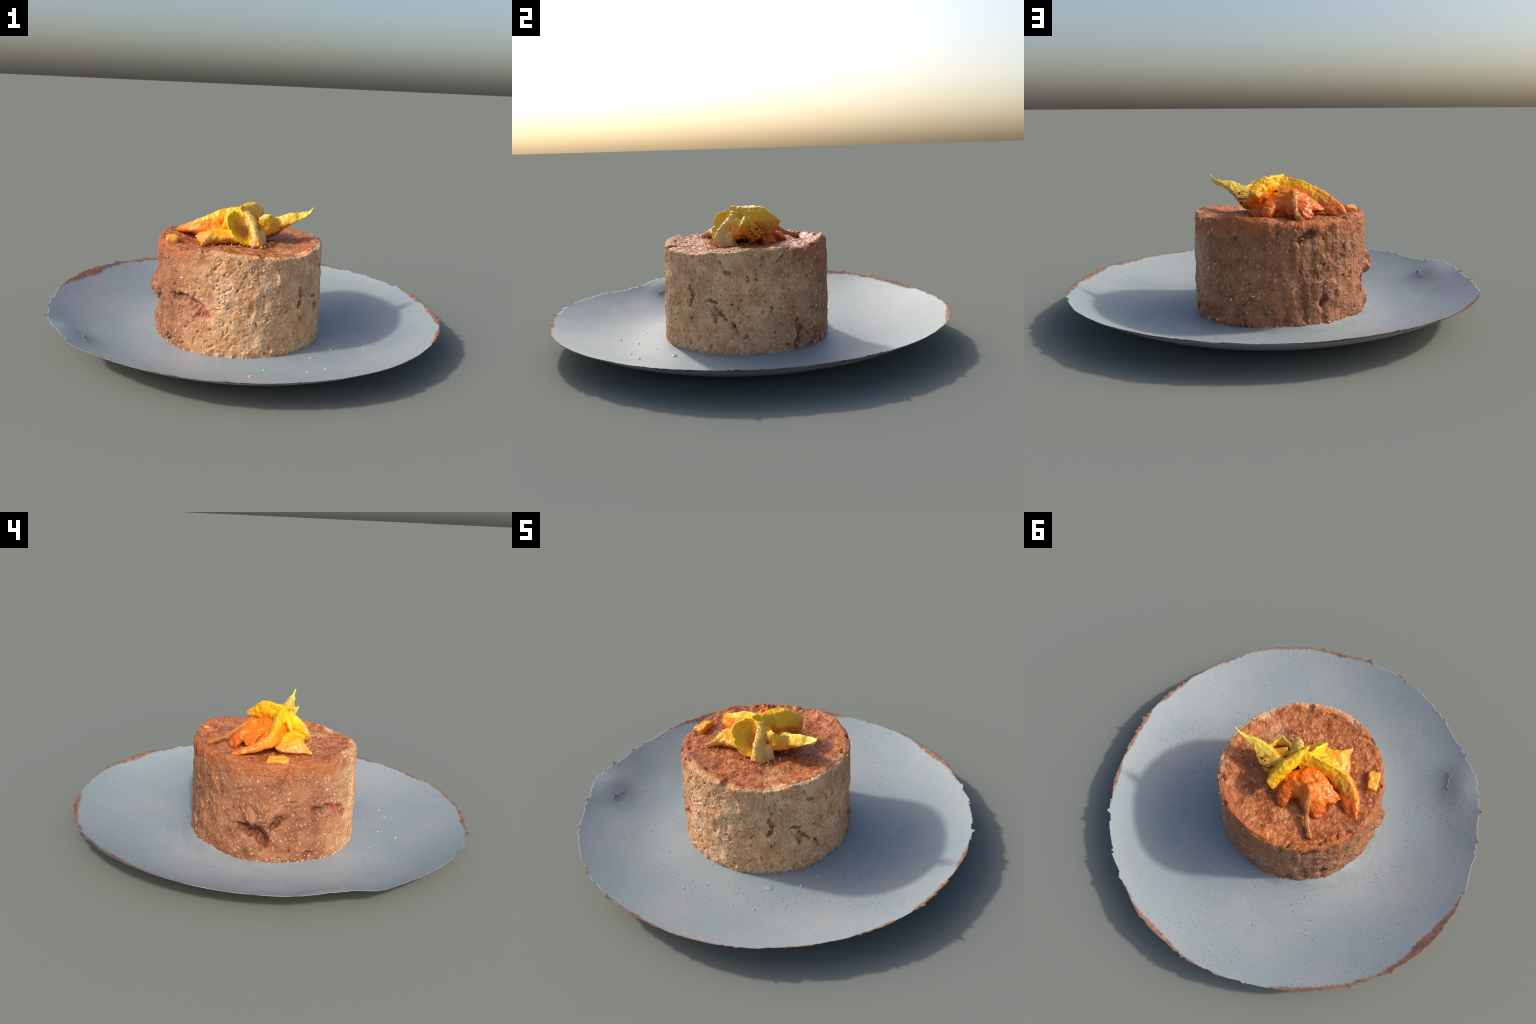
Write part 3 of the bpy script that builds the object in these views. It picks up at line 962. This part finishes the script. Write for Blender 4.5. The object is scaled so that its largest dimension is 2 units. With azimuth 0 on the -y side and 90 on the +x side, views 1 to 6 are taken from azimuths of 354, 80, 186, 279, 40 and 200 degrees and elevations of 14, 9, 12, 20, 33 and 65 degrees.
    peel_nub = loft("peel_nub", [
        [(.056, -.092, .548), (.060, -.086, .549), (.066, -.090, .548), (.060, -.096, .547)],
        [(.040, -.094, .534), (.060, -.072, .538), (.082, -.090, .534), (.062, -.114, .532)],
        [(.046, -.092, .508), (.064, -.070, .510), (.090, -.090, .506), (.068, -.116, .504)],
        [(.048, -.092, .475), (.066, -.068, .475), (.092, -.090, .475), (.070, -.118, .475)],
    ], cream_m, parent, nu=28, nv=24, amp=0.003, scale=60, seed=15)

    # pointed spur lying to the south-west
    peel_spur = loft("peel_spur", [
        [(-.236, -.220, .500), (-.233, -.218, .494), (-.236, -.216, .488), (-.240, -.218, .494)],
        [(-.208, -.178, .530), (-.188, -.182, .505), (-.205, -.160, .478), (-.240, -.160, .495)],
        [(-.188, -.144, .550), (-.140, -.166, .512), (-.190, -.120, .470), (-.256, -.108, .502)],
        [(-.138, -.118, .546), (-.080, -.168, .512), (-.150, -.090, .470), (-.262, -.050, .512)],
        [(-.080, -.100, .560), (-.030, -.160, .500), (-.090, -.060, .470), (-.200, -.020, .530)],
    ], spike_m, parent, nu=40, nv=50, amp=0.004, scale=45, seed=18, sharp=0.3)

    # pointed stick rising to the east: a folded chip, charred beneath
    peel_stick = loft("peel_stick", [
        # top,                 north edge,            keel,                 south edge
        [(.050, .010, .575), (.050, .060, .520), (.055, .005, .490), (.050, -.030, .545)],
        [(.095, -.008, .594), (.105, .066, .532), (.100, .004, .492), (.105, -.050, .556)],
        [(.137, -.032, .608), (.150, .056, .548), (.152, .000, .508), (.155, -.068, .570)],
        [(.176, -.042, .622), (.186, .022, .574), (.186, -.020, .548), (.194, -.073, .580)],
        [(.212, -.047, .637), (.216, -.004, .600), (.220, -.046, .578), (.226, -.072, .588)],
        [(.256, -.038, .637), (.258, -.022, .622), (.264, -.052, .606), (.266, -.064, .612)],
        [(.292, -.044, .648), (.294, -.036, .636), (.298, -.050, .618), (.298, -.060, .630)],
        [(.308, -.049, .656), (.308, -.045, .645), (.310, -.052, .634), (.310, -.061, .645)],
        [(.324, -.056, .672), (.325, -.051, .666), (.326, -.057, .658), (.326, -.062, .666)],
    ], stick_m, parent, nu=40, nv=90, amp=0.004, scale=48, seed=22, sharp=0.5, bend=0.0035)
    # upright curled chip in front of the stick
    peel_chip = sheet("peel_chip", [
        [(.050, -.084, .612), (.072, -.090, .628), (.100, -.098, .634), (.124, -.080, .618), (.146, -.050, .602)],
        [(.044, -.078, .585), (.070, -.088, .590), (.100, -.090, .592), (.128, -.082, .582), (.158, -.056, .572)],
        [(.040, -.068, .550), (.068, -.078, .545), (.098, -.084, .540), (.132, -.074, .542), (.160, -.050, .545)],
        [(.044, -.052, .515), (.068, -.056, .512), (.094, -.054, .512), (.116, -.036, .520), (.134, -.020, .530)],
    ], 0.010, stick_m, parent, amp=0.003, scale=50, seed=25, ragged=0.009)

    # melted webs that join the pieces
    webs = [
        loft("w", [[(-.10, -.05, .62), (-.06, -.03, .63), (-.06, -.06, .60), (-.10, -.07, .59)],
                   [(-.12, -.09, .60), (-.07, -.06, .60), (-.07, -.07, .56), (-.12, -.09, .55)],
                   [(-.13, -.11, .57), (-.08, -.09, .56), (-.08, -.09, .50), (-.14, -.10, .50)]], None, None, amp=.004, seed=51),
        loft("w", [[(.00, -.07, .63), (.03, -.05, .62), (.02, -.02, .60), (-.02, -.04, .62)],
                   [(.02, -.08, .59), (.05, -.06, .58), (.05, -.02, .54), (.00, -.04, .56)],
                   [(.03, -.075, .54), (.055, -.06, .54), (.055, -.02, .50), (.02, -.03, .50)]], None, None, amp=.004, seed=52),
        loft("w", [[(.05, -.07, .59), (.07, -.06, .59), (.07, -.03, .57), (.05, -.04, .57)],
                   [(.09, -.06, .575), (.11, -.05, .575), (.11, -.01, .55), (.08, -.02, .55)],
                   [(.12, -.05, .565), (.14, -.04, .565), (.14, .00, .54), (.11, .00, .54)]], None, None, amp=.004, seed=53),
        loft("w", [[(-.20, -.07, .535), (-.14, -.07, .545), (-.14, -.09, .51), (-.20, -.09, .50)],
                   [(-.23, -.10, .515), (-.15, -.11, .530), (-.15, -.12, .49), (-.23, -.12, .49)],
                   [(-.22, -.14, .505), (-.18, -.14, .525), (-.17, -.15, .49), (-.21, -.16, .49)]], None, None, amp=.004, seed=54),
    ]
    weld_and_split([peel_arch, peel_ribbon, peel_cup, peel_ridge, peel_nub, peel_spur, peel_stick, peel_chip], 0.0032, 3, 0.0022, 60, 60, webs)

    # orange flesh spilling to the north-west
    parts = [
        loft("f", [[(-.09, .00, .600), (-.05, .04, .600), (-.09, .06, .600), (-.12, .03, .600)],
                   [(-.10, -.03, .57), (.02, .06, .57), (-.08, .11, .57), (-.17, .05, .57)],
                   [(-.12, -.03, .53), (.05, .07, .53), (-.08, .14, .53), (-.21, .08, .53)],
                   [(-.13, -.02, .47), (.06, .08, .47), (-.08, .13, .47), (-.21, .09, .47)]], None, None, amp=0.006, scale=30, seed=31),
        # knob and its ridge
        loft("f", [[(-.113, .100, .614), (-.100, .104, .612), (-.108, .116, .604), (-.120, .106, .610)],
                   [(-.122, .074, .598), (-.086, .088, .596), (-.104, .134, .584), (-.134, .104, .596)],
                   [(-.130, .060, .560), (-.062, .080, .560), (-.100, .160, .545), (-.150, .100, .558)],
                   [(-.150, .050, .510), (-.045, .080, .510), (-.105, .185, .500), (-.165, .110, .510)]], None, None, amp=0.003, seed=32),
        # ragged disc under the ribbon
        sheet("f", [[(-.13, .00, .59), (-.12, .05, .585), (-.12, .10, .570)],
                    [(-.19, .03, .560), (-.175, .075, .558), (-.165, .115, .548)],
                    [(-.262, .070, .508), (-.235, .105, .512), (-.195, .128, .520)]], 0.018, None, None, ragged=0.018, seed=33),
        # pale tongue-shaped lobe
        sheet("f", [[(-.15, .09, .575), (-.115, .11, .575), (-.095, .12, .565)],
                    [(-.190, .13, .530), (-.150, .155, .536), (-.115, .160, .530)],
                    [(-.214, .155, .482), (-.182, .192, .482), (-.140, .190, .490)]], 0.022, None, None, ragged=0.014, seed=34),
        # rounded lump below the arch's end
        loft("f", [[(.00, .10, .56), (.03, .10, .55), (.01, .12, .53), (-.02, .11, .55)],
                   [(.00, .145, .540), (.038, .150, .518), (.004, .155, .480), (-.034, .150, .515)],
                   [(.00, .185, .522), (.028, .185, .502), (.002, .188, .478), (-.026, .185, .500)],
                   [(.00, .200, .505), (.012, .200, .498), (.002, .201, .490), (-.010, .200, .498)]], None, None, seed=35),
        loft("f", [[(.02, .05, .57), (.07, .06, .56), (.06, .10, .54), (-.02, .09, .55)],
                   [(.02, .05, .52), (.10, .06, .52), (.07, .13, .50), (-.04, .13, .50)],
                   [(.02, .05, .47), (.10, .06, .47), (.07, .13, .47), (-.04, .13, .47)]], None, None, seed=36),
    ]
    fuse("fruit_flesh", parts, flesh_m, parent)
    # thin stalk that leans out over the top
    loft("fruit_stalk", [
        [(-.120, .106, .606), (-.100, .102, .608), (-.096, .112, .580), (-.116, .120, .580)],
        [(-.130, .150, .572), (-.104, .148, .572), (-.102, .150, .536), (-.128, .154, .536)],
        [(-.138, .200, .530), (-.114, .198, .530), (-.114, .198, .505), (-.136, .202, .505)],
        [(-.154, .245, .508), (-.132, .242, .508), (-.134, .242, .488), (-.152, .246, .488)],
        [(-.176, .280, .497), (-.152, .280, .497), (-.152, .280, .476), (-.174, .282, .476)],
        [(-.186, .302, .492), (-.156, .302, .492), (-.158, .302, .474), (-.184, .302, .474)],
    ], stalk_m, parent, nu=24, nv=60, amp=0.003, scale=60, seed=38)

    # sugar crust where the fruit meets the cake, and grains stuck along the ridge
    rng = np.random.default_rng(SEED + 9)
    crust = grain_material("sugar_crust", srgb(206, 140, 90), srgb(232, 190, 140))
    V, F = [], []
    foot = catmull([(-.235, -.215, .488), (-.170, -.185, .488), (-.110, -.182, .489), (-.050, -.186, .489), (.000, -.178, .490), (.045, -.182, .489),
                    (.092, -.140, .489), (.110, -.090, .490), (.125, -.040, .490), (.120, .030, .490)], 260)
    edge = catmull([(.000, -.082, .632), (.012, -.108, .606), (.020, -.132, .580), (.032, -.158, .546), (.044, -.176, .510)], 70)
    for p, spread in [(q, .022) for q in foot[::4]] + [(q, .008) for q in edge[::6]]:
        s = rng.uniform(.0022, .0052)
        add_grain(V, F, p + rng.normal(size=3) * spread * np.array([.8, .8, .14]), rng, s * 1.4, s, s * .5)
    ob = mesh_object("sugar_crust", V, F, crust, parent)
    ob["kind"] = "stuff"

    # cut cube by the west rim
    cube_m = material_peel("cut_peel", srgb(240, 176, 50), srgb(228, 140, 30), srgb(236, 214, 150), 0.49, 0.51, 0.05)
    sec = []
    for t, s, up in ((0, 0.6, .0), (0.08, 0.95, .002), (0.5, 1.0, .004), (0.92, 0.95, .002), (1, 0.6, -.002)):
        cx, cy = -.377 + (-.389 + .377) * t, -.128 + (-.026 + .128) * t
        w, h = 0.025 * s, 0.017 * s
        z0 = 0.490 + up
        sec.append([(cx - w, cy, z0 + h * 0.8), (cx + w, cy, z0 + h), (cx + w, cy, z0 - h), (cx - w, cy, z0 - h)])
    loft("peel_cube", sec, cube_m, parent, nu=32, nv=30, amp=0.003, scale=50, seed=40, sharp=0.35)


# ------------------------------------------------------------------ scene ---
plate = collection_link(bpy.data.objects.new("plate", None))
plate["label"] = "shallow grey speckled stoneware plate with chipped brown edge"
plate["category"] = "plate"
build_plate(plate)

cake = collection_link(bpy.data.objects.new("grain_cake", None))
cake["label"] = "round moulded grain cake, syrup-browned top, yellow orange fruit peel"
cake["category"] = "dessert"
build_cake(cake)
garnish = collection_link(bpy.data.objects.new("garnish", None), cake)
build_garnish(garnish)
